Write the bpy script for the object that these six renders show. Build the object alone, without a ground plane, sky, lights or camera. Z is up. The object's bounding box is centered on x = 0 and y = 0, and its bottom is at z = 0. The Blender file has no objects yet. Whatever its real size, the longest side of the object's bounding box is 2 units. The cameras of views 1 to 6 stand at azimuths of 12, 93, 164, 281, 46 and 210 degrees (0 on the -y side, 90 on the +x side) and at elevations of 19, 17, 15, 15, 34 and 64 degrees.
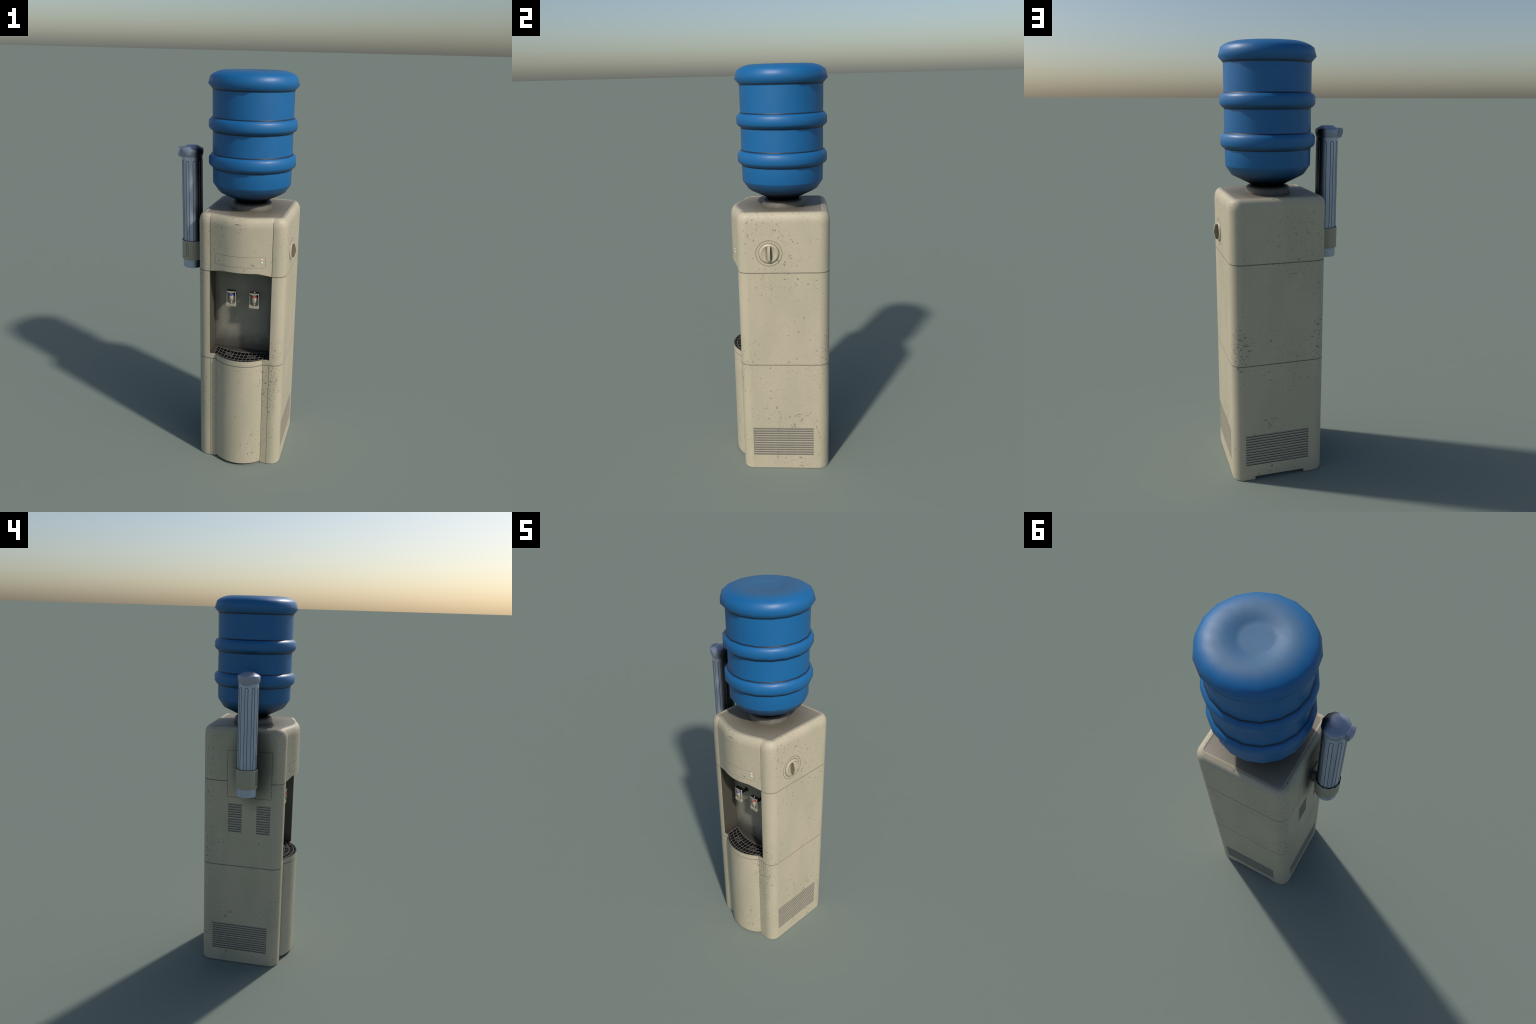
# Floor-standing bottled-water cooler: three-piece cabinet, dispensing bay with two taps,
# drip tray, side knob, blue bottle on a collar and a cup tube on the left side.
import bpy, bmesh, math, random
from math import sin, cos, pi, radians, sqrt, atan2
from mathutils import Vector

random.seed(7)
SC = bpy.context.scene.collection

# ------------------------------------------------------------------ dimensions
X0, X1, Y0, Y1, R = -0.156, 0.282, -0.191, 0.2452, 0.052      # cabinet plan
CX = 0.0635                                                   # plane of symmetry
PW = 0.1535                                                   # half width between columns
BW = 0.1215                                                   # half width of drip bulge
Z_LOW, Z_UP = 0.586, 1.0615                                   # the two seams
BAY_L, BAY_R, BAY_B = -0.0925, 0.2185, -0.0975
BAX = (0.0625, 0.025)                                         # bottle axis
KY, KZ = -0.0385, 1.158                                        # knob centre
TAX = (-0.235, -0.010)                                        # cup tube axis


# ------------------------------------------------------------------ node helpers
class G:
    """small node-graph builder"""
    def __init__(self, name):
        self.m = bpy.data.materials.new(name)
        self.m.use_nodes = True
        self.t = self.m.node_tree
        self.t.nodes.clear()
        self.out = self.t.nodes.new("ShaderNodeOutputMaterial")
        self.b = self.t.nodes.new("ShaderNodeBsdfPrincipled")
        self.t.links.new(self.b.outputs[0], self.out.inputs[0])
        self.co = self.t.nodes.new("ShaderNodeTexCoord").outputs["Object"]

    def link(self, a, b):
        if hasattr(a, "links"):
            self.t.links.new(a, b)
        else:
            try:
                b.default_value = a
            except Exception:
                b.default_value = (*a, 1.0) if len(a) == 3 else a

    def math(self, op, a, b=0.0, c=None, clamp=False):
        n = self.t.nodes.new("ShaderNodeMath")
        n.operation = op
        n.use_clamp = clamp
        self.link(a, n.inputs[0])
        self.link(b, n.inputs[1])
        if c is not None:
            self.link(c, n.inputs[2])
        return n.outputs[0]

    def ramp(self, v, lo, hi, a=0.0, b=1.0, smooth=True):
        n = self.t.nodes.new("ShaderNodeMapRange")
        n.interpolation_type = "SMOOTHSTEP" if smooth else "LINEAR"
        self.link(v, n.inputs["Value"])
        for k, x in (("From Min", lo), ("From Max", hi), ("To Min", a), ("To Max", b)):
            self.link(x, n.inputs[k])
        return n.outputs[0]

    def mix(self, f, a, b, mode="MIX"):
        n = self.t.nodes.new("ShaderNodeMix")
        n.data_type = "RGBA"
        n.blend_type = mode
        self.link(f, n.inputs[0])
        self.link(a, n.inputs[6])
        self.link(b, n.inputs[7])
        return n.outputs[2]

    def scaled(self, s, off=(0, 0, 0), src=None):
        n = self.t.nodes.new("ShaderNodeMapping")
        self.t.links.new(src or self.co, n.inputs[0])
        n.inputs["Scale"].default_value = s
        n.inputs["Location"].default_value = off
        return n.outputs[0]

    def noise(self, scale, detail=3.0, rough=0.5, vec=None, out="Fac", distort=0.0):
        n = self.t.nodes.new("ShaderNodeTexNoise")
        self.t.links.new(vec or self.co, n.inputs["Vector"])
        n.inputs["Scale"].default_value = scale
        n.inputs["Detail"].default_value = detail
        n.inputs["Roughness"].default_value = rough
        n.inputs["Distortion"].default_value = distort
        return n.outputs[out]

    def voronoi(self, scale, vec=None):
        n = self.t.nodes.new("ShaderNodeTexVoronoi")
        self.t.links.new(vec or self.co, n.inputs["Vector"])
        n.inputs["Scale"].default_value = scale
        return n.outputs["Distance"], n.outputs["Color"]

    def xyz(self, src=None):
        n = self.t.nodes.new("ShaderNodeSeparateXYZ")
        self.t.links.new(src or self.co, n.inputs[0])
        return n.outputs

    def warp(self, amount, scale):
        n = self.t.nodes.new("ShaderNodeVectorMath")
        n.operation = "MULTIPLY_ADD"
        self.t.links.new(self.noise(scale, 2.0, out="Color"), n.inputs[0])
        n.inputs[1].default_value = (amount,) * 3
        self.t.links.new(self.co, n.inputs[2])
        return n.outputs[0]

    def normal_z(self):
        n = self.t.nodes.new("ShaderNodeNewGeometry")
        return self.xyz(n.outputs["Normal"])

    def bump(self, h, strength, dist):
        n = self.t.nodes.new("ShaderNodeBump")
        n.inputs["Strength"].default_value = strength
        n.inputs["Distance"].default_value = dist
        self.t.links.new(h, n.inputs["Height"])
        self.t.links.new(n.outputs[0], self.b.inputs["Normal"])

    def done(self, col, rough, metal=0.0, spec=0.5):
        self.link(col, self.b.inputs["Base Color"])
        self.link(rough, self.b.inputs["Roughness"])
        self.link(metal, self.b.inputs["Metallic"])
        self.link(spec, self.b.inputs["Specular IOR Level"])
        return self.m


def specks(g, scale, density, size, grow=1.0):
    """irregular little dirt dots; density is a 0..1 socket"""
    d, c = g.voronoi(scale, g.warp(0.012, 60.0))
    r = g.xyz(c)[0]
    lim = g.math("MULTIPLY", g.math("SUBTRACT", r, g.math("SUBTRACT", 1.0, density)), grow)
    lim = g.math("MINIMUM", lim, size)
    return g.math("MULTIPLY", g.ramp(g.math("SUBTRACT", lim, d), -0.03, 0.09), g.ramp(lim, 0.0, 0.05))


def flecks(g, scale, density, off, level):
    """ragged flecks of dirt where fine noise peaks"""
    n = g.noise(scale, 3.5, 0.55, vec=g.scaled((1, 1, 1), off))
    n = g.math("ADD", n, g.math("MULTIPLY", density, 0.12))
    return g.ramp(n, level + 0.085, level + 0.125)


def dist_line(g, x, y, z, rx, ry, rz, vec=None, lo=0.3):
    """soft ellipsoid mask round one point"""
    p = g.xyz(vec or g.co)
    s = None
    for k, (c, r) in enumerate(((x, rx), (y, ry), (z, rz))):
        q = g.math("POWER", g.math("ABSOLUTE", g.math("DIVIDE", g.math("SUBTRACT", p[k], c), r)), 2.0)
        s = q if s is None else g.math("ADD", s, q)
    return g.ramp(s, lo, 1.0, 1.0, 0.0)


SCUFFS = ((0.2118, 0.3021, 0.2208, 0.3124, .0019), (0.2234, 0.3109, 0.2477, 0.3105, .0017), (0.2631, 0.3025, 0.2810, 0.3055, .0017),
          (0.2514, 0.2893, 0.2423, 0.2716, .0030), (0.2539, 0.2658, 0.2570, 0.2650, .0024), (0.1963, 0.2522, 0.1972, 0.2404, .0018),
          (0.2368, 0.0623, 0.2433, 0.0593, .0048), (0.2404, 0.0164, 0.2561, 0.0120, .0026), (0.2405, 0.0302, 0.2536, 0.0334, .0016),
          (0.1215, 0.0723, 0.1212, 0.0656, .0022), (0.3207, 0.2443, 0.3258, 0.2311, .0020), (0.3322, 0.2193, 0.3297, 0.1956, .0014),
          (0.3387, 0.1853, 0.3388, 0.1763, .0022), (0.3608, 0.1661, 0.3582, 0.1571, .0016), (0.2230, 0.3030, 0.2360, 0.3010, .0012))


def plastic_cream(name, kind="plain", dark=1.0):
    g = G(name)
    p = g.xyz()
    big = g.noise(1.0, 2.0, vec=g.scaled((7, 7, 2.6)))
    c = g.mix(g.ramp(big, 0.40, 0.60), (0.518 * dark, 0.450 * dark, 0.328 * dark), (0.476 * dark, 0.432 * dark, 0.306 * dark))
    fine = g.noise(1.0, 4.0, 0.6, vec=g.scaled((90, 90, 30)))
    c = g.mix(g.ramp(fine, 0.35, 0.75, 0.0, 0.10), c, (0.30, 0.26, 0.19))
    # lots of tiny specks, in drifting clusters
    cl = g.noise(4.5, 2.0, vec=g.scaled((1, 1, 0.7), (3.1, 1.7, 0.4)))
    den = g.ramp(cl, 0.36, 0.66, 0.16, 0.62)
    # heavier along the front right and the rear right edges, below the middle
    for ex, ey, zc, zr in ((0.222, -0.19, 0.52, 0.28), (0.245, 0.245, 0.66, 0.17), (-0.135, 0.23, 0.70, 0.15)):
        hv = dist_line(g, ex, ey, zc, 0.07, 0.07, zr)
        den = g.math("MAXIMUM", den, g.math("MULTIPLY", hv, 0.95))
    s1 = flecks(g, 78.0, den, (0.3, 0.6, 0.1), 0.622)
    s2 = flecks(g, 150.0, den, (4.3, 1.6, 7.1), 0.618)
    s3 = specks(g, 60.0, g.math("MULTIPLY", den, 0.5), 0.15, 0.7)
    s = g.math("MAXIMUM", g.math("MAXIMUM", s1, g.math("MULTIPLY", s2, 0.75)), g.math("MULTIPLY", s3, 0.8))
    if kind == "base":
        # scuffs above, on and below the grilles: (s0, z0, s1, z1, half width), s runs towards the rear
        rear = g.ramp(p[1], 0.225, 0.226, 0.0, 1.0, False)
        su = g.math("ADD", g.math("ADD", g.math("MULTIPLY", p[0], rear), g.math("MULTIPLY", p[1], g.math("SUBTRACT", 1.0, rear))), 0.139)
        wu = g.math("ADD", su, g.math("MULTIPLY", g.math("SUBTRACT", g.noise(95.0, 2.0), 0.5), 0.016))
        wz = g.math("ADD", p[2], g.math("MULTIPLY", g.math("SUBTRACT", g.noise(80.0, 2.0, vec=g.scaled((1, 1, 1), (9, 4, 2))), 0.5), 0.016))
        for x0, z0, x1, z1, hw in SCUFFS:
            dx, dz = x1 - x0, z1 - z0
            l2 = dx * dx + dz * dz
            ax, az = g.math("SUBTRACT", wu, x0), g.math("SUBTRACT", wz, z0)
            t = g.math("ADD", g.math("MULTIPLY", ax, dx / l2), g.math("MULTIPLY", az, dz / l2), clamp=True)
            ex = g.math("SUBTRACT", ax, g.math("MULTIPLY", t, dx))
            ez = g.math("SUBTRACT", az, g.math("MULTIPLY", t, dz))
            d2 = g.math("SQRT", g.math("ADD", g.math("MULTIPLY", ex, ex), g.math("MULTIPLY", ez, ez)))
            s = g.math("MAXIMUM", s, g.ramp(d2, hw * 0.4, hw * 1.3, 0.9, 0.0))
    s = g.math("MULTIPLY", s, 0.62)
    rough = g.ramp(fine, 0.3, 0.7, 0.48, 0.58)
    if kind == "head":
        # dirty grey flat top, bottle's occlusion shade painted in, darkest round the collar
        wv = g.warp(0.02, 30.0)
        scratch = dist_line(g, 0.066, -0.232, 1.329, 0.021, 0.05, 0.0042, wv)
        s = g.math("MAXIMUM", s, g.math("MULTIPLY", scratch, 0.62))
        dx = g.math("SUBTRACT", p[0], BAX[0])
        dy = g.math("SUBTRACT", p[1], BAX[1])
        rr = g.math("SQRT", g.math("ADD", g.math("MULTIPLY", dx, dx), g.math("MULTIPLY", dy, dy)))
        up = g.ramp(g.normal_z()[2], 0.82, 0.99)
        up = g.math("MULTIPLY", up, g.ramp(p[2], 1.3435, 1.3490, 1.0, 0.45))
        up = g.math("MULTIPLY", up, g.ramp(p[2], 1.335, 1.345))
        dirty_shaded = g.mix(g.ramp(rr, 0.090, 0.300), (0.030, 0.026, 0.021), (0.235, 0.213, 0.176))
        c = g.mix(up, c, dirty_shaded)
    # baked occlusion shade painted on the left wall behind the cup tube
    tube_shade = dist_line(g, X0, -0.028, 1.18, 0.05, 0.135, 0.30, None, 0.0)
    tube_shade = g.math("MULTIPLY", g.math("MULTIPLY", tube_shade, 0.88), g.ramp(p[0], X0 + 0.015, X0 + 0.002))
    c = g.mix(tube_shade, c, (0.040, 0.040, 0.038))
    if kind == "head":
        # dark groove line, and occlusion shade painted round the knob's foot
        ky, kz = g.math("SUBTRACT", p[1], KY), g.math("SUBTRACT", p[2], KZ)
        kr = g.math("SQRT", g.math("ADD", g.math("MULTIPLY", ky, ky), g.math("MULTIPLY", kz, kz)))
        face = g.ramp(p[0], 0.27, 0.275)
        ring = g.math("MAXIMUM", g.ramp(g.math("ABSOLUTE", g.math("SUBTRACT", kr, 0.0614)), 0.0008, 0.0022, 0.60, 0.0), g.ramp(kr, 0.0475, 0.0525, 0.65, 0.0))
        c = g.mix(g.math("MULTIPLY", ring, face), c, (0.12, 0.10, 0.08))
    if kind == "head":  # lamps' glow painted on the panel as pink and green halos
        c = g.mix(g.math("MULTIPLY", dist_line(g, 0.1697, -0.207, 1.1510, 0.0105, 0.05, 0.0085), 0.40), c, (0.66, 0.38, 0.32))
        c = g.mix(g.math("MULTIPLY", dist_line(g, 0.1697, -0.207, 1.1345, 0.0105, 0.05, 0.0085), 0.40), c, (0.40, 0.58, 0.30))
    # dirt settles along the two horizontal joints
    if kind != "panel":
        seam = None
        for zc in (Z_LOW, Z_UP):
            m = g.ramp(g.math("ABSOLUTE", g.math("SUBTRACT", p[2], zc)), 0.0015, 0.0042, 0.40, 0.0)
            seam = m if seam is None else g.math("MAXIMUM", seam, m)
        c = g.mix(seam, c, (0.15, 0.13, 0.10))
    c = g.mix(s, c, (0.075, 0.062, 0.048))
    g.bump(g.math("ADD", g.math("MULTIPLY", s, -0.6), g.math("MULTIPLY", fine, 0.25)), 0.25, 0.002)
    return g.done(c, rough, 0.0, 0.4)


def bay_material():
    g = G("bay_plastic")
    p = g.xyz()
    n = g.noise(1.0, 3.0, vec=g.scaled((9, 9, 5)))
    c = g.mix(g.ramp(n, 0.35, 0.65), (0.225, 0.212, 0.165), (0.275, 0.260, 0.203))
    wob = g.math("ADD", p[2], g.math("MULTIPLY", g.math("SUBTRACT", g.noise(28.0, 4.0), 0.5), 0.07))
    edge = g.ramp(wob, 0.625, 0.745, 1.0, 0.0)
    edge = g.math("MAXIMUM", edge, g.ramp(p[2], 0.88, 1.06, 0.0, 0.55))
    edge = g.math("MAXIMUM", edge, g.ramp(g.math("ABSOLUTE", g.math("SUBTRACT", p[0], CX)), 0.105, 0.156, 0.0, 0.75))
    c = g.mix(g.math("MULTIPLY", edge, 0.80), c, (0.050, 0.044, 0.036))  # baked occlusion painted on edges and left wall, with uneven dirt low down
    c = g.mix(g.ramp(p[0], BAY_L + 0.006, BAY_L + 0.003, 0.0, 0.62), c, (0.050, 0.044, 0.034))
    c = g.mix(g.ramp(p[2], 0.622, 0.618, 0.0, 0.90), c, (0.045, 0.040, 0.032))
    d = specks(g, 40.0, g.ramp(g.noise(6.0), 0.5, 0.7, 0.0, 0.25), 0.15)
    c = g.mix(g.math("MULTIPLY", d, 0.6), c, (0.04, 0.035, 0.03))
    return g.done(c, 0.55, 0.0, 0.35)


def bottle_material():
    g = G("blue_plastic")
    p = g.xyz()
    c = g.mix(g.ramp(g.noise(5.0, 2.0), 0.35, 0.65), (0.006, 0.126, 0.332), (0.008, 0.134, 0.350))
    # greyer, rougher centre of the bottle's foot
    dx = g.math("SUBTRACT", p[0], BAX[0])
    dy = g.math("SUBTRACT", p[1], BAX[1])
    rr = g.math("SQRT", g.math("ADD", g.math("MULTIPLY", dx, dx), g.math("MULTIPLY", dy, dy)))
    grey_top = g.math("MULTIPLY", g.ramp(p[2], 1.972, 1.990), g.ramp(rr, 0.13, 0.195, 1.0, 0.0))
    smear = g.noise(1.0, 4.0, vec=g.scaled((14, 34, 10)))
    c = g.mix(g.math("MULTIPLY", grey_top, g.ramp(smear, 0.2, 0.8, 0.45, 0.65)), c, (0.070, 0.135, 0.190))
    # baked shade and dirt painted dark in the creases beside every rib
    shade_grime = None
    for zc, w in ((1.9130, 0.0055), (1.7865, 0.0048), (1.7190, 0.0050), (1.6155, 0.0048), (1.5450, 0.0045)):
        m = g.ramp(g.math("ABSOLUTE", g.math("SUBTRACT", p[2], zc)), w * 0.25, w, 1.0, 0.0)
        m = g.math("MULTIPLY", m, g.ramp(rr, 0.197, 0.207, 1.0, 0.0))
        shade_grime = m if shade_grime is None else g.math("MAXIMUM", shade_grime, m)
    c = g.mix(g.math("MULTIPLY", shade_grime, 0.93), c, (0.006, 0.012, 0.020))
    # shade painted under rim and ribs; neck cone's baked occlusion painted black
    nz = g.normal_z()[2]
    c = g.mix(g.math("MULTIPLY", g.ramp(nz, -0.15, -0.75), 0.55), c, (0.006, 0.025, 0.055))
    neck = g.ramp(p[2], 1.392, 1.452, 1.0, 0.0)
    c = g.mix(neck, c, (0.004, 0.005, 0.006))
    g.bump(g.noise(160.0, 3.0), 0.03, 0.001)
    return g.done(c, g.math("ADD", g.ramp(smear, 0.2, 0.8, 0.41, 0.48), g.math("MULTIPLY", grey_top, 0.13)), 0.0, g.math("SUBTRACT", 0.50, g.math("MULTIPLY", neck, 0.48)))


def metal_material():
    g = G("brushed_grey_metal")
    p = g.xyz()
    n = g.noise(1.0, 3.0, vec=g.scaled((60, 60, 8)))
    c = g.mix(g.ramp(n, 0.3, 0.7), (0.425, 0.480, 0.595), (0.475, 0.530, 0.645))
    c = g.mix(g.ramp(p[2], 1.584, 1.590, 0.0, 0.45), c, (0.17, 0.185, 0.23))
    # baked occlusion painted black on the side that faces the cabinet
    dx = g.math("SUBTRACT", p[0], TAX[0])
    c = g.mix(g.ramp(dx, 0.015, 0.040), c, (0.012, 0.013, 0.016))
    return g.done(c, g.ramp(n, 0.3, 0.7, 0.34, 0.42), 0.40, 0.6)


def collar_material():
    g = G("dirty_collar_plastic")
    p = g.xyz()
    n = g.noise(40.0, 4.0)
    c = g.mix(g.ramp(n, 0.3, 0.7), (0.138, 0.125, 0.102), (0.112, 0.101, 0.083))
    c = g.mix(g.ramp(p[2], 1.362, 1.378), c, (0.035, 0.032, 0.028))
    return g.done(c, 0.5, 0.0, 0.45)


def simple(name, col, rough=0.5, metal=0.0, spec=0.5, vary=0.12):
    g = G(name)
    n = g.noise(55.0, 3.0)
    dk = tuple(v * (1.0 - vary) for v in col)
    lt = tuple(min(1.0, v * (1.0 + vary)) for v in col)
    return g.done(g.mix(g.ramp(n, 0.3, 0.7), dk, lt), rough, metal, spec)


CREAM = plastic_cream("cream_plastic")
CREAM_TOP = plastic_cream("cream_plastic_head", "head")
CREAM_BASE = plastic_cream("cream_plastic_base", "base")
CREAM_SMALL = simple("cream_fitting", (0.42, 0.385, 0.29), 0.45)


def knob_material():
    g = G("cream_knob")
    p = g.xyz()
    ky, kz = g.math("SUBTRACT", p[1], KY), g.math("SUBTRACT", p[2], KZ)
    kr = g.math("SQRT", g.math("ADD", g.math("MULTIPLY", ky, ky), g.math("MULTIPLY", kz, kz)))
    c = g.mix(g.ramp(g.noise(45.0, 3.0), 0.3, 0.7), (0.50, 0.44, 0.31), (0.46, 0.41, 0.285))
    by = g.ramp(g.math("ABSOLUTE", ky), 0.0072, 0.022, 0.75, 0.0)
    by = g.math("MULTIPLY", by, g.math("MULTIPLY", g.ramp(p[0], X1 + 0.0062, X1 + 0.0072, 1.0, 0.0), g.ramp(kr, 0.034, 0.038, 1.0, 0.0)))
    foot = g.ramp(p[0], X1 + 0.0005, X1 + 0.0035, 0.8, 0.0)
    foot = g.math("MULTIPLY", foot, g.ramp(kr, 0.041, 0.045))
    side = g.math("MULTIPLY", g.ramp(g.math("ABSOLUTE", g.normal_z()[1]), 0.80, 0.95, 0.0, 0.72), g.ramp(kr, 0.036, 0.039, 1.0, 0.0))
    c = g.mix(g.math("MAXIMUM", g.math("MAXIMUM", by, foot), side), c, (0.10, 0.085, 0.062))  # occlusion shade painted beside the handle, on its sides and at the foot
    return g.done(c, 0.42, 0.0, 0.45)


CREAM_KNOB = knob_material()
HOLDER = simple("cream_holder", (0.385, 0.355, 0.265), 0.5, vary=0.04)


def slat_material():
    g = G("grey_slat")
    p = g.xyz()
    c = g.mix(g.ramp(g.noise(30.0, 3.0), 0.3, 0.7), (0.325, 0.300, 0.252), (0.285, 0.263, 0.222))
    dirt = g.math("MAXIMUM", g.math("MULTIPLY", g.ramp(p[2], 0.0034, 0.0029), 0.45), g.ramp(p[0], -0.0022, -0.0032))  # recess shade of the gap below each louvre, painted into the slat
    c = g.mix(g.math("MULTIPLY", dirt, 0.78), c, (0.115, 0.108, 0.092))
    return g.done(c, 0.55, 0.0, 0.4)


SLAT = slat_material()
SEAM = simple("seam_shadow_gap", (0.20, 0.185, 0.15), 0.7)
BRACKET = simple("shaded_bracket", (0.085, 0.080, 0.068), 0.5)  # bracket colour darkened for the baked shade behind the tube
LINE = simple("fine_line", (0.24, 0.215, 0.165), 0.6)
FLUTE = simple("fluting_line", (0.075, 0.085, 0.105), 0.5, 0.3)
BLACK = simple("black_plastic", (0.012, 0.012, 0.014), 0.4)
GRATE = simple("grey_grate", (0.175, 0.160, 0.145), 0.45, 0.2)
PIT = simple("dark_tray_pit", (0.006, 0.006, 0.006), 0.8, 0.0, 0.1)
BLUE_RING = simple("blue_ring", (0.02, 0.06, 0.52), 0.4)
RED_RING = simple("red_ring", (0.55, 0.03, 0.03), 0.4)
RED_LAMP = simple("pale_red_lamp", (0.86, 0.62, 0.58), 0.2, vary=0.05)
GREEN_LAMP = simple("pale_green_lamp", (0.60, 0.88, 0.56), 0.2, vary=0.05)
BAY = bay_material()
BOTTLE = bottle_material()
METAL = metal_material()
COLLAR = collar_material()


# ------------------------------------------------------------------ mesh helpers
def new_mesh(name, verts, faces):
    me = bpy.data.meshes.new(name)
    me.from_pydata([tuple(v) for v in verts], [], faces)
    bm = bmesh.new()
    bm.from_mesh(me)
    bmesh.ops.recalc_face_normals(bm, faces=bm.faces)
    bm.to_mesh(me)
    bm.free()
    return me


def put(name, me, mat, parent=None, angle=32.0):
    ob = bpy.data.objects.new(name, me)
    SC.objects.link(ob)
    if parent:
        ob.parent = parent
    if mat and not me.materials:
        me.materials.append(mat)
    if angle is not None:
        me.shade_smooth()
        if angle < 180:
            me.set_sharp_from_angle(angle=radians(angle))
    return ob


def weighted(ob):
    """flat faces stay flat, rounded edges carry the shading"""
    m = ob.modifiers.new("weighted", "WEIGHTED_NORMAL")
    m.keep_sharp = True
    bake(ob)


def bake(ob):
    dg = bpy.context.evaluated_depsgraph_get()
    dg.update()
    me = bpy.data.meshes.new_from_object(ob.evaluated_get(dg), preserve_all_data_layers=True, depsgraph=dg)
    ob.modifiers.clear()
    old = ob.data
    ob.data = me
    me.name = old.name
    bpy.data.meshes.remove(old)


def chamfer(ob, w, seg=2, angle=40.0):
    m = ob.modifiers.new("bevel", "BEVEL")
    m.width, m.segments, m.limit_method, m.angle_limit = w, seg, "ANGLE", radians(angle)
    bake(ob)
    ob.data.shade_smooth()
    ob.data.set_sharp_from_angle(angle=radians(40))
    weighted(ob)


def loft(rings, cap0=True, cap1=True, closed=True):
    n = len(rings[0])
    v = [p for r in rings for p in r]
    f = []
    for k in range(len(rings) - 1):
        for i in range(n if closed else n - 1):
            j = (i + 1) % n
            f.append((k * n + i, k * n + j, (k + 1) * n + j, (k + 1) * n + i))
    if cap0:
        f.append(tuple(reversed(range(n))))
    if cap1:
        f.append(tuple(range((len(rings) - 1) * n, len(rings) * n)))
    return v, f


def prism(outline, z0, z1):
    return loft([[(x, y, z0) for x, y in outline], [(x, y, z1) for x, y in outline]])


def revolve(profile, axis, seg, phase=0.0):
    """profile of (radius, z), radius 0 closes with a single vertex"""
    v, f, rows = [], [], []
    for r, z in profile:
        if r <= 1e-6:
            rows.append([len(v)])
            v.append((axis[0], axis[1], z))
        else:
            rows.append(list(range(len(v), len(v) + seg)))
            for i in range(seg):
                a = phase + 2 * pi * i / seg
                v.append((axis[0] + r * cos(a), axis[1] + r * sin(a), z))
    for a, b in zip(rows, rows[1:]):
        for i in range(seg):
            j = (i + 1) % seg
            if len(a) == 1:
                f.append((a[0], b[i], b[j]))
            elif len(b) == 1:
                f.append((a[i], a[j], b[0]))
            else:
                f.append((a[i], a[j], b[j], b[i]))
    return v, f


def box(x0, x1, y0, y1, z0, z1):
    v = [(x, y, z) for x in (x0, x1) for y in (y0, y1) for z in (z0, z1)]
    f = [(0, 1, 3, 2), (4, 6, 7, 5), (0, 4, 5, 1), (2, 3, 7, 6), (0, 2, 6, 4), (1, 5, 7, 3)]
    return v, f


def merge(*parts):
    V, F = [], []
    for v, f in parts:
        o = len(V)
        V += list(v)
        F += [tuple(i + o for i in q) for q in f]
    return V, F


def carve(ob, *cutters):
    """subtract non-overlapping solids"""
    c = put("cutter", new_mesh("cutter", *merge(*cutters)), None, None, None)
    m = ob.modifiers.new("cut", "BOOLEAN")
    m.operation, m.object, m.solver = "DIFFERENCE", c, "EXACT"
    bake(ob)
    bpy.data.objects.remove(c, do_unlink=True)


def tube_along(points, radius, closed=True, sides=6):
    """thin round bead along a 3D polyline"""
    n = len(points)
    P = [Vector(p) for p in points]
    v, f = [], []
    for i, p in enumerate(P):
        a = P[i - 1] if (closed or i) else p
        b = P[(i + 1) % n] if (closed or i < n - 1) else p
        t = (b - a).normalized()
        ref = Vector((0, 0, 1)) if abs(t.z) < 0.8 else Vector((p.x - 0.05, p.y - 0.02, 0)).normalized()
        u = t.cross(ref).normalized()
        w = t.cross(u)
        for k in range(sides):
            an = 2 * pi * k / sides
            v.append(p + radius * (cos(an) * u + sin(an) * w))
    for i in range(n if closed else n - 1):
        j = (i + 1) % n
        # keep the frames from twisting: match the nearest start vertex
        s = min(range(sides), key=lambda k: (v[i * sides] - v[j * sides + k]).length)
        for k in range(sides):
            l = (k + 1) % sides
            f.append((i * sides + k, i * sides + l, j * sides + (l + s) % sides, j * sides + (k + s) % sides))
    return v, f


def arc_pts(cx, cy, r, a0, a1, n):
    return [(cx + r * cos(radians(a0 + (a1 - a0) * i / n)), cy + r * sin(radians(a0 + (a1 - a0) * i / n))) for i in range(n + 1)]


# ------------------------------------------------------------------ plan curves
def panel_y(x):
    d = abs(x - CX)
    return -0.231 + 0.0171 * (d / 0.087) ** 2 if d < 0.087 else -0.2139 + 0.0229 * (d - 0.087) / 0.0665


def bulge_y(x, inset=0.0):
    d = min(abs(x - CX), BW)
    rad = (BW ** 2 + 0.0515 ** 2) / (2 * 0.0515)
    return -0.2445 + inset + rad - sqrt(rad * rad - d * d)


def shell_corners(d=0.0, n=7):
    """counter-clockwise from the right column round the back to the left column"""
    r = R - d
    p = []
    p += arc_pts(X1 - R, Y0 + R, r, -90, 0, n)
    p += arc_pts(X1 - R, Y1 - R, r, 0, 90, n)
    p += arc_pts(X0 + R, Y1 - R, r, 90, 180, n)
    p += arc_pts(X0 + R, Y0 + R, r, 180, 270, n)
    return p


def head_outline(d, groove):
    k = 0.0018
    xs = [CX + PW - k - (2 * PW - 2 * k) * i / 26 for i in range(27)]
    right = [(CX + PW, Y0 + d + groove), (CX + PW + k, Y0 + d)]
    left = [(CX - PW - k, Y0 + d), (CX - PW, Y0 + d + groove)]
    front = [(x, panel_y(x) + d) for x in reversed(xs)]
    return front + right + shell_corners(d) + left, len(front)


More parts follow.
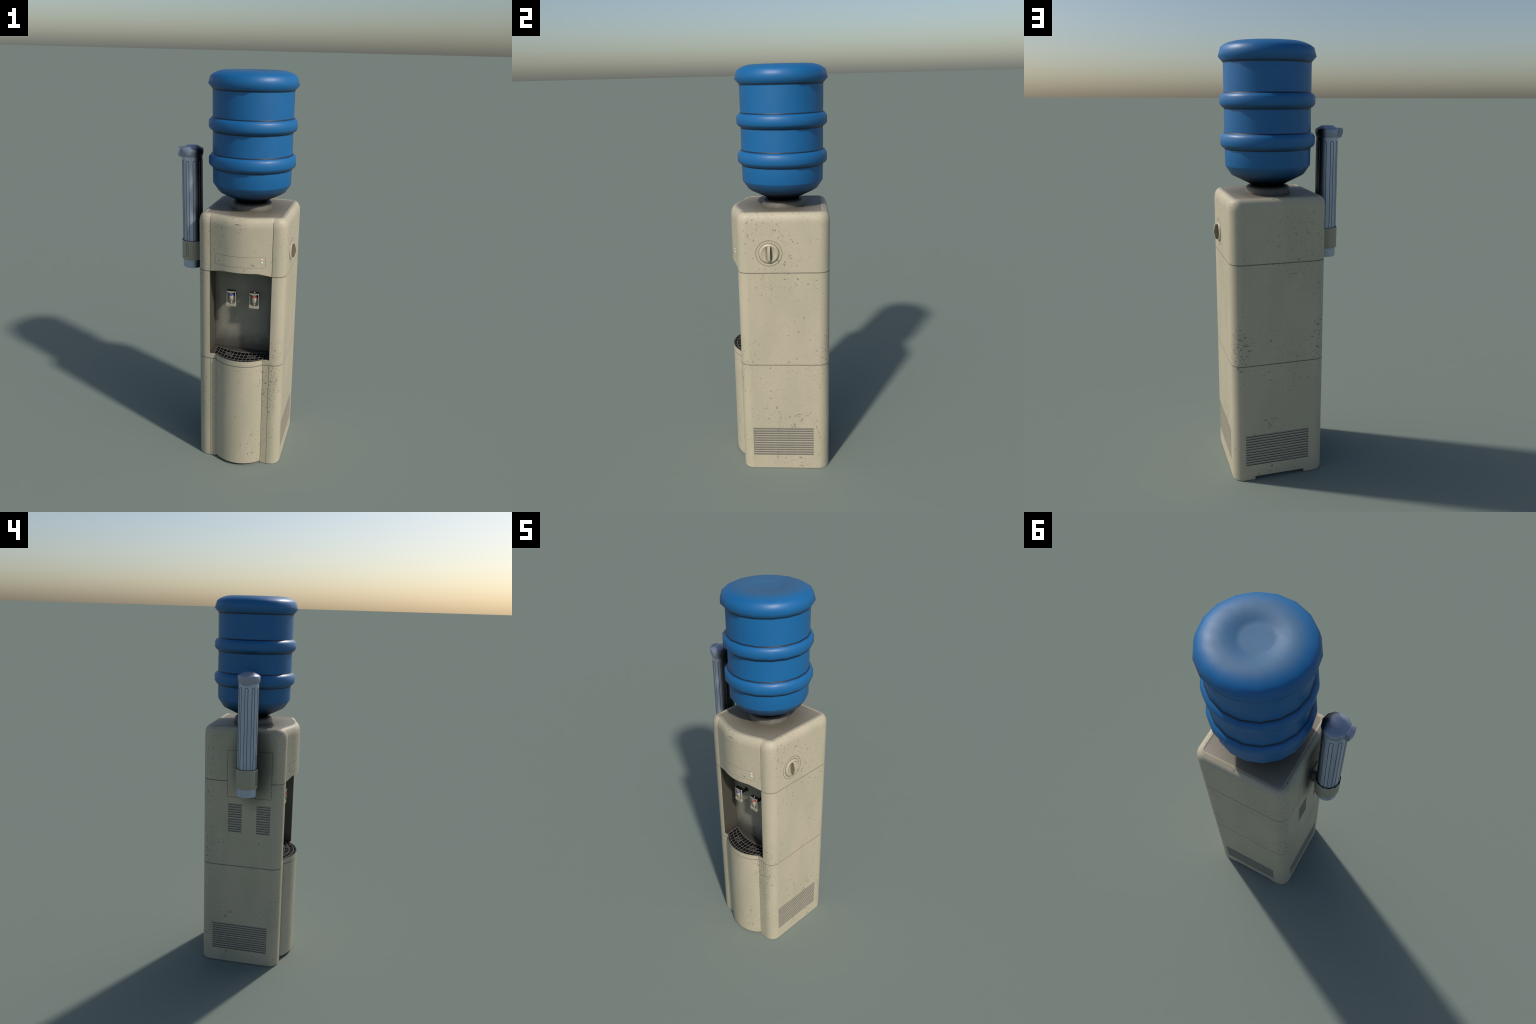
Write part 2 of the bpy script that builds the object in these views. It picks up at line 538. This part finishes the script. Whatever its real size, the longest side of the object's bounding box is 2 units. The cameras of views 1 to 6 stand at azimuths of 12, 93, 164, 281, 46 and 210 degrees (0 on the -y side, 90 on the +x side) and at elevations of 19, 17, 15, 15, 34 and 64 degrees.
def base_front():
    """strip, bulge, strip between the two columns, left to right, with sunk joints"""
    k, g = 0.0016, 0.0045
    p = [(CX - PW - k, Y0), (CX - PW, Y0 + g), (CX - PW + k, Y0), (CX - BW - 0.0016, Y0), (CX - BW, Y0 + g)]
    n = 22
    for i in range(n + 1):
        t = -1 + 2 * i / n
        x = CX + (BW - 0.0008) * sin(t * pi / 2)
        p.append((x, bulge_y(x)))
    p += [(CX + BW, Y0 + g), (CX + BW + 0.0016, Y0), (CX + PW - k, Y0), (CX + PW, Y0 + g), (CX + PW + k, Y0)]
    return p


# ------------------------------------------------------------------ root
root = bpy.data.objects.new("water_cooler", None)
SC.objects.link(root)
root["label"] = "cream office water cooler with blue bottle and cup tube"
root["category"] = "water cooler"

# ------------------------------------------------------------------ cabinet head
bevel = [(0.0, 1.300, .005), (0.0011, 1.3140, .005), (0.0046, 1.3275, .0042), (0.0105, 1.3375, .0020), (0.0185, 1.3450, .0006),
         (0.0270, 1.3485, 0.0), (0.0325, 1.3490, 0.0), (0.0355, 1.3472, 0.0), (0.0390, 1.3460, 0.0)]
ol, nf = head_outline(0.0, .005)
ZB = Z_UP + 0.0018


def lip(x):                     # lower edge of the front panel rises between the columns
    d = abs(x - CX)
    return ZB + 0.0175 * min(1.0, max(0.0, (PW - d) / (PW - 0.087)))


rings = [[(x, y, lip(x) if i < nf else ZB) for i, (x, y) in enumerate(ol)],
         [(x, y, 1.110) for x, y in ol]]
for d, z, gr in bevel:
    rings.append([(x, y, z) for x, y in head_outline(d, gr)[0]])
v, f = loft(rings, cap0=False)
inner0 = len(v)
v += [(ol[i][0], Y0 + 0.005, ZB) for i in range(nf)]
for i in range(nf - 1):
    f.append((i, inner0 + i, inner0 + i + 1, i + 1))
f.append((nf - 1, inner0 + nf - 1, nf))
f.append((len(ol) - 1, inner0, 0))
f.append(tuple([inner0 + i for i in range(nf)] + list(range(nf, len(ol)))))
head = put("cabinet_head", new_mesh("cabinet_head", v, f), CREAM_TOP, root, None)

SP = (-0.1250, 0.1082, 0.9785, 1.2275)        # side panel: y0 y1 z0 z1
GAP = 0.0024


def disc_x(r0, r1, x0, x1, n=64):
    """ring-shaped solid with its axis along x"""
    def ring(r, x):
        return [(x, KY + r * cos(2 * pi * i / n), KZ + r * sin(2 * pi * i / n)) for i in range(n)]
    v, f = loft([ring(r0, x0), ring(r1, x0), ring(r1, x1), ring(r0, x1), ring(r0, x0)], False, False)
    v = v[:-n]
    f = [tuple(i % (4 * n) for i in q) for q in f]
    return v, f


def side_recess():
    return box(X0 - 0.01, X0 + 0.004, SP[0] - GAP, SP[1] + GAP, SP[2] - GAP, SP[3] + GAP)


carve(head, disc_x(0.0606, 0.0623, X1 - 0.0013, X1 + 0.01), side_recess())
head.data.shade_smooth()
head.data.set_sharp_from_angle(angle=radians(32))
weighted(head)


def split_region(ob, name, test, mat):
    """move the faces that pass the test to a child mesh, keeping the shared normals"""
    src = ob.data
    nrm = [tuple(n.vector) for n in src.corner_normals]
    sel = [p for p in src.polygons if test(p.center)]
    rest = [p for p in src.polygons if not test(p.center)]

    def sub(nm, polys):
        used = sorted({i for p in polys for i in p.vertices})
        idx = {o: k for k, o in enumerate(used)}
        me = bpy.data.meshes.new(nm)
        me.from_pydata([src.vertices[i].co for i in used], [], [[idx[i] for i in p.vertices] for p in polys])
        me.shade_smooth()
        me.normals_split_custom_set([nrm[l] for p in polys for l in p.loop_indices])
        return me
    a, b = sub(name, sel), sub(ob.name, rest)
    b.materials.append(src.materials[0])
    ob.data = b
    return put(name, a, mat, ob.parent, None)


front_panel = split_region(head, "front_panel",
                           lambda c: abs(c.x - CX) < PW and c.y < panel_y(c.x) + 0.0322 and c.z > 1.05 and c.y < -0.184, CREAM_TOP)

# raised outline of the display strip, and two lamps
sx0, sx1, sz0, sz1, rr = -0.0585, 0.1860, 1.1097, 1.1615, 0.005
pts = []
for (cx, cz, a0) in ((sx1 - rr, sz1 - rr, 90), (sx1 - rr, sz0 + rr, 0), (sx0 + rr, sz0 + rr, -90), (sx0 + rr, sz1 - rr, 180)):
    for k in range(5):
        a = radians(a0 - 22.5 * k)
        pts.append((cx + rr * cos(a), cz + rr * sin(a)))
dense = []
for i, p in enumerate(pts):
    q = pts[(i + 1) % len(pts)]
    m = max(1, int(abs(p[0] - q[0]) / 0.01))
    dense += [(p[0] + (q[0] - p[0]) * k / m, p[1] + (q[1] - p[1]) * k / m) for k in range(m)]
put("display_outline", new_mesh("display_outline", *tube_along([(x, panel_y(x) + 0.0003, z) for x, z in dense], 0.0009)), LINE, front_panel)
for nm, z, mt in (("indicator_lamp", 1.1503, RED_LAMP), ("indicator_lamp", 1.1352, GREEN_LAMP)):
    x = 0.1697
    prof = [(0.0050 * cos(a), 0.0022 * sin(a)) for a in [radians(15 * i) for i in range(6)]] + [(0.0, 0.0022)]
    v, f = revolve([(0.0050, -0.0012)] + prof, (0, 0), 20)
    nx, ny = 0.325, -0.946
    v = [(x + a * 0.946 + c * nx, panel_y(x) + a * 0.325 + c * ny, z + b) for a, b, c in v]
    put(nm, new_mesh(nm, v, f), mt, front_panel, 60)

# ------------------------------------------------------------------ cabinet middle
mid_ol = [(BAY_R, Y0)] + shell_corners() + [(BAY_L, Y0), (BAY_L, BAY_B), (BAY_R, BAY_B)]
ZM0, ZM1 = Z_LOW + 0.0018, Z_UP - 0.0018
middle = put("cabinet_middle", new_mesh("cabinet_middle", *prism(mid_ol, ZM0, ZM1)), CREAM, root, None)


def slot_rows(z_top, pitch=0.01335, rows=12, h=0.0098, extra=0.0016):
    return [(z_top - h - i * pitch - (extra if i >= rows // 2 else 0), z_top - i * pitch - (extra if i >= rows // 2 else 0)) for i in range(rows)]


vents = [(-0.1247, -0.0507), (0.0284, 0.1025)]
vent_rows = slot_rows(0.9402)
DEPTH = 0.006
carve(middle, side_recess(), *[box(X0 - 0.01, X0 + DEPTH, a, b, z0, z1) for a, b in vents for z0, z1 in vent_rows])
middle.data.shade_smooth()
middle.data.set_sharp_from_angle(angle=radians(32))
weighted(middle)


def slat_mesh(name, length, h):
    """one louvre: face leans inward towards its lower edge; +x points outward"""
    prof = [(-0.0055, h), (-0.0010, h), (-0.0006, h - 0.0005), (-0.0018, 0.0031), (-0.0045, 0.0027), (-0.0045, 0.0004), (-0.0004, 0.0004), (-0.0004, 0.0), (-0.0055, 0.0)]
    v, f = loft([[(x, -length / 2, z) for x, z in prof], [(x, length / 2, z) for x, z in prof]])
    me = new_mesh(name, v, f)
    me.materials.append(SLAT)
    return me


def slats(parent, name, rows, length, mid, facing):
    """facing: rotation about z that turns +x to the outward direction"""
    first = None
    for z0, z1 in rows:
        if first is None:
            first = put(name, slat_mesh(name, length - 0.0006, z1 - z0 - 0.0002), None, parent, None)
            ob = first
        else:
            ob = first.copy()
            SC.objects.link(ob)
        ob.location = (mid[0], mid[1], z0 + 0.0001)
        ob.rotation_euler = (0, 0, facing)


for a, b in vents:
    slats(middle, "vent_slat", vent_rows, b - a, (X0, (a + b) / 2), pi)

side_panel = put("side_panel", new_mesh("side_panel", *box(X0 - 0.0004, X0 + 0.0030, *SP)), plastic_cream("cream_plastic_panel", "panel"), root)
chamfer(side_panel, 0.0006, 1)

# ------------------------------------------------------------------ dispensing bay
t = 0.0022
e = 0.0003
bay_ol = [(BAY_L - e, Y0 + 0.003), (BAY_L + t, Y0 + 0.003), (BAY_L + t, BAY_B - t), (BAY_R - t, BAY_B - t), (BAY_R - t, Y0 + 0.003), (BAY_R + e, Y0 + 0.003),
          (BAY_R + e, BAY_B + e), (BAY_L - e, BAY_B + e)]
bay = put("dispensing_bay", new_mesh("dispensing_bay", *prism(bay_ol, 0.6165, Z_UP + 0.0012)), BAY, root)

# ------------------------------------------------------------------ drip tray
blk = [(BAY_L + 0.0004, Y0)] + [(x, y) for x, y in base_front() if abs(x - CX) < BW + 0.003] + [(BAY_R - 0.0004, Y0), (BAY_R - 0.0004, BAY_B - 0.0004), (BAY_L + 0.0004, BAY_B - 0.0004)]
tray = put("drip_tray", new_mesh("drip_tray", *prism(blk, ZM0, 0.616)), CREAM, root, None)


def back_arc(x, c=-0.1345, end=-0.104, half=0.1398):
    return c + (end - c) * ((x - CX) / half) ** 2


def grate_outline(inset):
    xs = [CX + (0.1398 - inset) * (-1 + i / 8) for i in range(17)]
    p = [(x, back_arc(x) - inset) for x in reversed(xs)]
    p.append((CX - 0.1345 + inset, -0.1858 + inset * 0.3))
    n = 16
    for i in range(n + 1):
        x = CX + (BW - 0.0045 - inset * 0.6) * sin((-1 + 2 * i / n) * pi / 2)
        p.append((x, bulge_y(x, 0.0032 + inset)))
    p.append((CX + 0.1345 - inset, -0.1858 + inset * 0.3))
    return p


carve(tray, prism(grate_outline(0.0), 0.602, 0.65))
tray.data.shade_smooth()
tray.data.set_sharp_from_angle(angle=radians(32))
weighted(tray)
# cavity floor behind the grate is dark like the bay, the sunk pan is black
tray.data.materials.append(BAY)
tray.data.materials.append(PIT)
for p in tray.data.polygons:
    if abs(p.center.z - 0.616) < 1e-4 and p.normal.z > 0.9:
        p.material_index = 1
    elif 0.6050 < p.center.z < 0.6155 and p.center.y > bulge_y(p.center.x) + 0.002 and p.center.y > -0.2425 and abs(p.normal.z) < 0.99 and abs(p.center.x - CX) < 0.142:
        p.material_index = 2
    elif abs(p.center.z - 0.602) < 1e-4 and p.normal.z > 0.9:
        p.material_index = 2

GZ0, GZ1 = 0.6118, 0.6146


def strip_bar(path, w, z0=GZ0, z1=GZ1, closed=False):
    """flat bar of width w following a plan curve"""
    n = len(path)
    rows = []
    for i, (x, y) in enumerate(path):
        a = path[i - 1] if (closed or i) else path[i]
        b = path[(i + 1) % n] if (closed or i < n - 1) else path[i]
        tx, ty = b[0] - a[0], b[1] - a[1]
        l = sqrt(tx * tx + ty * ty) or 1.0
        nx, ny = -ty / l * w / 2, tx / l * w / 2
        rows.append([(x - nx, y - ny, z0), (x + nx, y + ny, z0), (x + nx, y + ny, z1), (x - nx, y - ny, z1)])
    if closed:
        rows.append(rows[0])
        v, f = loft(rows, False, False)
        v = v[:-4]
        return v, [tuple(i % (4 * n) for i in q) for q in f]
    return loft(rows)


def long_y(k, x):                 # the four long bars, back to front
    u = ((x - CX) / 0.1305) ** 2
    c = (-0.1410, -0.1740, -0.2010, -0.2265)[k]
    e = (-0.1110, -0.1270, -0.1510, -0.1760)[k]
    return c + (e - c) * u


RX = (0.0065, 0.1210)             # cup rings under the taps
RY = -0.1764
parts = [strip_bar(grate_outline(0.0010), 0.0020, GZ0, GZ1 + 0.0006, True)]
for k in range(4):
    pathx = [CX - 0.1345 + 0.269 * i / 48 for i in range(49)]
    run = []
    for x in pathx:
        y = long_y(k, x)
        hit = any((x - rx) ** 2 + (y - RY) ** 2 < 0.0172 ** 2 for rx in RX)
        if hit or (k == 3 and (y < bulge_y(x, 0.004) or abs(x - CX) > 0.128)):
            if len(run) > 1:
                parts.append(strip_bar(run, 0.0026, GZ1 - 0.0012, GZ1 + 0.0002))
            run = []
        else:
            run.append((x, y))
    if len(run) > 1:
        parts.append(strip_bar(run, 0.0026, GZ1 - 0.0012, GZ1 + 0.0002))
for i in range(-6, 7):
    x = CX + 0.0195 * i
    y0, y1 = long_y(0, x), (max(long_y(3, x), bulge_y(x, 0.004)) if abs(i) < 6 else -0.186)
    y1 = max(y1, bulge_y(x, 0.004)) - (0.010 if abs(i) < 5 else 0.0)
    y1 = max(y1, bulge_y(x, 0.0035))
    run = []
    for s in range(41):
        y = y0 + (y1 - y0) * s / 40
        if any((x - rx) ** 2 + (y - RY) ** 2 < 0.0172 ** 2 for rx in RX):
            if len(run) > 1:
                parts.append(strip_bar(run, 0.0020, GZ0, GZ1 - 0.0014))
            run = []
        else:
            run.append((x, y))
    if len(run) > 1:
        parts.append(strip_bar(run, 0.0020, GZ0, GZ1 - 0.0014))
for rx in RX:
    for r, w in ((0.0168, 0.0026), (0.0086, 0.0024)):
        parts.append(strip_bar(arc_pts(rx, RY, r, 0, 345, 23), w, GZ1 - 0.0006, GZ1 + 0.0009, True))
grate = put("grate", new_mesh("grate", *merge(*parts)), GRATE, tray, 30)
grate["kind"] = "stuff"

# ------------------------------------------------------------------ cabinet base
ff = base_front()
base_ol = ff + shell_corners()
base_ol_low = [(x, y) for x, y in base_ol]
base = put("cabinet_base", new_mesh("cabinet_base", *loft([
    [(x, y, 0.0) for x, y in base_ol],
    [(x, y, Z_LOW - 0.0018) for x, y in base_ol]])), CREAM_BASE, root, None)
gr_rows = slot_rows(0.2345, extra=0.0012)
RG, BG, LG = (-0.1390, 0.1672), (-0.0805, 0.2258), (-0.1278, 0.1812)
lift = [(x, bulge_y(x) - 0.02) for x in [CX + (BW + 0.0006) * (-1 + i / 10) for i in range(21)]]
lift = lift + [(CX + BW + 0.0006, Y0 + 0.0032), (CX - BW - 0.0006, Y0 + 0.0032)]
carve(base,
      box(-0.0588, 0.1828, Y1 - 0.03, Y1 + 0.02, -0.02, 0.0157),
      prism(lift, -0.02, 0.0130),
      *[box(X1 - DEPTH, X1 + 0.01, RG[0], RG[1], a, b) for a, b in gr_rows],
      *[box(X0 - 0.01, X0 + DEPTH, LG[0], LG[1], a, b) for a, b in gr_rows],
      *[box(BG[0], BG[1], Y1 - DEPTH, Y1 + 0.01, a, b) for a, b in gr_rows])
base.data.shade_smooth()
base.data.set_sharp_from_angle(angle=radians(32))
weighted(base)
slats(base, "grille_slat", gr_rows, RG[1] - RG[0], (X1, sum(RG) / 2), 0.0)
slats(base, "grille_slat", gr_rows, LG[1] - LG[0], (X0, sum(LG) / 2), pi)
slats(base, "grille_slat", gr_rows, BG[1] - BG[0], (sum(BG) / 2, Y1), pi / 2)

# dark core seen in the two horizontal joints
core = []
k = 0.0019
for z in (Z_LOW, Z_UP):
    o = [(x, y) for x, y in shell_corners(k)]
    if z == Z_LOW:
        o = [(x, y + k) for x, y in base_front()] + o
    else:
        o = [(BAY_R + 0.001, Y0 + k)] + o + [(BAY_L - 0.001, Y0 + k), (BAY_L - 0.001, BAY_B + 0.001), (BAY_R + 0.001, BAY_B + 0.001)]
    core.append(prism(o, z - 0.003, z + 0.003))
put("seam_core", new_mesh("seam_core", *merge(*core)), SEAM, root)

# ------------------------------------------------------------------ control knob
def about_x(profile, n=36):
    v, f = revolve(profile, (0, 0), n)
    return [(z, KY + x, KZ + y) for x, y, z in v], f


knob = put("control_knob", new_mesh("control_knob", *about_x(
    [(0.0480, X1 - 0.001), (0.0476, X1 + 0.0012), (0.0455, X1 + 0.0030), (0.0405, X1 + 0.0066), (0.0382, X1 + 0.0072), (0.0365, X1 + 0.0066),
     (0.0280, X1 + 0.0042), (0.0150, X1 + 0.0028), (0.0, X1 + 0.0025)])), CREAM_KNOB, root, 50)
hp = [(0.0355, X1 + 0.002), (0.0360, X1 + 0.0145), (0.0350, X1 + 0.0180), (0.0020, X1 + 0.0258), (-0.0335, X1 + 0.0175), (-0.0358, X1 + 0.0140), (-0.0360, X1 + 0.002)]
w = 0.0066
handle = put("knob_handle", new_mesh("knob_handle", *loft([[(x, KY - w, KZ + z) for z, x in hp], [(x, KY + w, KZ + z) for z, x in hp]])), CREAM_KNOB, knob)
chamfer(handle, 0.0013, 2, 30)

# ------------------------------------------------------------------ taps
def slab_xz(outline, y0, y1):
    return loft([[(x, y0, z) for x, z in outline], [(x, y1, z) for x, z in outline]])


def make_tap(tx, ring_mat, nub_mat):
    ty = -0.1555
    tap = put("tap", new_mesh("tap", *revolve(
        [(0.0, 0.9355), (0.0112, 0.9355), (0.0116, 0.9345), (0.0108, 0.9090), (0.0098, 0.9076), (0.0068, 0.9072), (0.0066, 0.9055), (0.0055, 0.8905), (0.0048, 0.8896), (0.0, 0.8896)],
        (tx, ty), 24)), CREAM_SMALL, root, 40)
    put("tap_ring", new_mesh("tap_ring", *revolve(
        [(0.0100, 0.9340), (0.0122, 0.9338), (0.0127, 0.9350), (0.0127, 0.9378), (0.0120, 0.9386), (0.0106, 0.9382), (0.0100, 0.9340)], (tx, ty), 24)), ring_mat, tap, 50)
    # lever: flared top lip, two pins, thin side arms and the push paddle
    lipo = [(-0.0230, 0.9555), (-0.0225, 0.9525), (-0.0085, 0.9462), (0.0085, 0.9462), (0.0225, 0.9525), (0.0230, 0.9555)]
    lever = merge(slab_xz([(tx + x, z) for x, z in lipo], ty - 0.0080, ty - 0.0045),
                  *[revolve([(0.0, 0.9350), (0.0018, 0.9350), (0.0018, 0.9475), (0.0, 0.9475)], (tx + s * 0.0043, ty - 0.0062), 10) for s in (-1, 1)],
                  *[box(tx + s * 0.0215 - 0.0011, tx + s * 0.0215 + 0.0011, ty - 0.0040, ty + 0.0028, 0.8880, 0.9535) for s in (-1, 1)])
    half = [(0.0206, 0.8955), (0.0226, 0.8955), (0.0246, 0.8890), (0.0258, 0.8835), (0.0254, 0.8785), (0.0225, 0.8752), (0.0150, 0.8742), (0.0, 0.8750)]
    inner = [(0.0, 0.8862), (0.0070, 0.8866), (0.0130, 0.8884), (0.0178, 0.8918)]
    out = [(tx + x, z) for x, z in half] + [(tx - x, z) for x, z in reversed(half[:-1])]
    inn = [(tx - x, z) for x, z in reversed(inner[1:])] + [(tx + x, z) for x, z in inner]
    paddle = slab_xz(out + inn, ty - 0.0052, ty + 0.0020)
    lev = put("tap_lever", new_mesh("tap_lever", *merge(lever, paddle)), CREAM_SMALL, tap, 30)
    chamfer(lev, 0.0006, 1, 50)
    # black body: top slab, hidden block, neck into the wall
    n = 18
    ringy = lambda r, y: [(tx + 0.001 + r * cos(2 * pi * i / n), y, 0.9205 + r * sin(2 * pi * i / n)) for i in range(n)]
    neck = loft([ringy(0.0078, ty + 0.006), ringy(0.0078, BAY_B - 0.008), ringy(0.0125, BAY_B - 0.006), ringy(0.0135, BAY_B - t + 0.0004)])
    blk = put("tap_body", new_mesh("tap_body", *merge(box(tx - 0.0212, tx + 0.0212, ty - 0.0072, ty + 0.013, 0.9528, 0.9572),
                                                      box(tx - 0.0080, tx + 0.0080, ty + 0.0122, ty + 0.0165, 0.9120, 0.9535), neck)), BLACK, tap, 40)
    nub = [(0.0030 * cos(radians(a)), 0.9570 + 0.0038 * sin(radians(a))) for a in range(0, 90, 18)] + [(0.0, 0.9608)]
    put("tap_nub", new_mesh("tap_nub", *revolve(nub, (tx + 0.0015, ty + 0.002), 12)), nub_mat, tap, 60)


make_tap(0.0090, BLUE_RING, simple("dark_blue_nub", (0.02, 0.025, 0.04)))
make_tap(0.1258, RED_RING, simple("pale_nub", (0.5, 0.45, 0.43)))

# ------------------------------------------------------------------ collar and bottle
put("bottle_collar", new_mesh("bottle_collar", *revolve(
    [(0.1045, 1.3440), (0.1050, 1.3480), (0.1040, 1.3535), (0.1000, 1.3680), (0.0975, 1.3730), (0.0920, 1.3775), (0.0860, 1.3790), (0.0740, 1.3775), (0.0700, 1.3700)],
    BAX, 36)), COLLAR, root, 50)

bp = [(0.0, 1.9880), (0.0560, 1.9882), (0.0660, 1.9888), (0.0760, 1.9915), (0.0960, 1.9972), (0.1160, 1.9998), (0.1320, 2.0000), (0.1520, 1.9982),
      (0.1720, 1.9930), (0.1900, 1.9850), (0.2060, 1.9735), (0.2166, 1.9365), (0.1972, 1.9150), (0.1958, 1.9125), (0.1960, 1.9060)]


def rib(z_top, z_a, z_b, z_bot, wall_a, wall_b):
    return [(wall_a, z_top + 0.006), (wall_a, z_top + 0.0010), (wall_a + 0.0015, z_top - 0.0008), (0.2050, z_top - 0.0048), (0.2138, z_a), (0.2138, z_b), (0.2070, z_bot + 0.0085),
            (wall_b + 0.0015, z_bot + 0.0012), (wall_b, z_bot - 0.0012), (wall_b, z_bot - 0.006)]


bp += rib(1.7860, 1.7700, 1.7385, 1.7200, 0.1955, 0.1950)
bp += rib(1.6150, 1.5985, 1.5650, 1.5455, 0.1955, 0.1950)
bp += [(0.1940, 1.4720), (0.1925, 1.4680), (0.1660, 1.4290), (0.1600, 1.4255), (0.0820, 1.3868), (0.0780, 1.3840), (0.0760, 1.3700)]
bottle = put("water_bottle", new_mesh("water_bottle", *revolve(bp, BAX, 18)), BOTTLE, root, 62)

# ------------------------------------------------------------------ cup dispenser
holder_v, holder_f = revolve([(0.0520, 1.0600), (0.0562, 1.0600), (0.0562, 1.1600)], TAX, 12)
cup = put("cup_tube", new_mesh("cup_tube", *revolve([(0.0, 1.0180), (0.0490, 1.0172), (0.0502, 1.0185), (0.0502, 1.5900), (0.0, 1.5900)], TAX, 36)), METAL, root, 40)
band = put("tube_holder", new_mesh("tube_holder", *revolve([(0.0500, 1.0600), (0.0556, 1.0600), (0.0564, 1.0610), (0.0564, 1.1590), (0.0560, 1.1600)], TAX, 12)), HOLDER, cup, 40)
put("holder_rim", new_mesh("holder_rim", *revolve([(0.0560, 1.1598), (0.0562, 1.1610), (0.0530, 1.1612), (0.0528, 1.1500), (0.0500, 1.1480)], TAX, 12)), BLACK, band, 30)
cap = put("tube_cap", new_mesh("tube_cap", *revolve(
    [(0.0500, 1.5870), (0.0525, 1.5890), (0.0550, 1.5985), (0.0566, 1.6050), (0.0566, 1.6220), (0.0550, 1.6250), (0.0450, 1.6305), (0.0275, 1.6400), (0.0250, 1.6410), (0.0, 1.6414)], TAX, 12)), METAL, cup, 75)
lp = [(0.0500, 1.6288), (0.0695, 1.6285), (0.0742, 1.6245), (0.0746, 1.6040), (0.0710, 1.5975), (0.0690, 1.5880), (0.0520, 1.5800), (0.0490, 1.5850)]
rows = []
for a in (157, 168, 179, 190, 201):
    rows.append([(TAX[0] + r * cos(radians(a)), TAX[1] + r * sin(radians(a)), z) for r, z in lp])
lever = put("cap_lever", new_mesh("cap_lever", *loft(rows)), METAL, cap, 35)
chamfer(lever, 0.0012, 2, 40)


def on_tube(a, z, r):
    return (TAX[0] + r * cos(a), TAX[1] + r * sin(a), z)


def stadium(a_mid, half_w, z0, z1, r):
    """long slot outline wrapped on the tube; half_w in metres"""
    p = []
    for k in range(9):
        an = radians(180 * k / 8)
        p.append(on_tube(a_mid + half_w * cos(an) / r, z1 - half_w + half_w * sin(an), r))
    for k in range(9):
        an = radians(180 + 180 * k / 8)
        p.append(on_tube(a_mid + half_w * cos(an) / r, z0 + half_w + half_w * sin(an), r))
    return p


first = None
for i in range(9):
    a = radians(180 + 40 * i)
    me = new_mesh("flute", *tube_along(stadium(a, 0.0074, 1.13, 1.5690, 0.0500), 0.0014))
    put("flute", me, FLUTE, cup, 60)
a = radians(-106)
put("holder_slot", new_mesh("holder_slot", *tube_along(stadium(a, 0.0052, 1.0775, 1.1490, 0.0552), 0.0009)), simple("holder_slot_line", (0.10, 0.092, 0.07)), band, 60)
plate = put("wall_bracket", new_mesh("wall_bracket", *merge(
    box(-0.1602, X0 - 0.0002, -0.0565, 0.0375, 1.0670, 1.1670))), BRACKET, cup, 30)
chamfer(plate, 0.001, 1)
arm = put("bracket_arm", new_mesh("bracket_arm", *box(-0.1850, -0.1595, -0.0200, 0.0000, 1.0700, 1.1480)), BRACKET, plate, 30)
chamfer(arm, 0.001, 1)
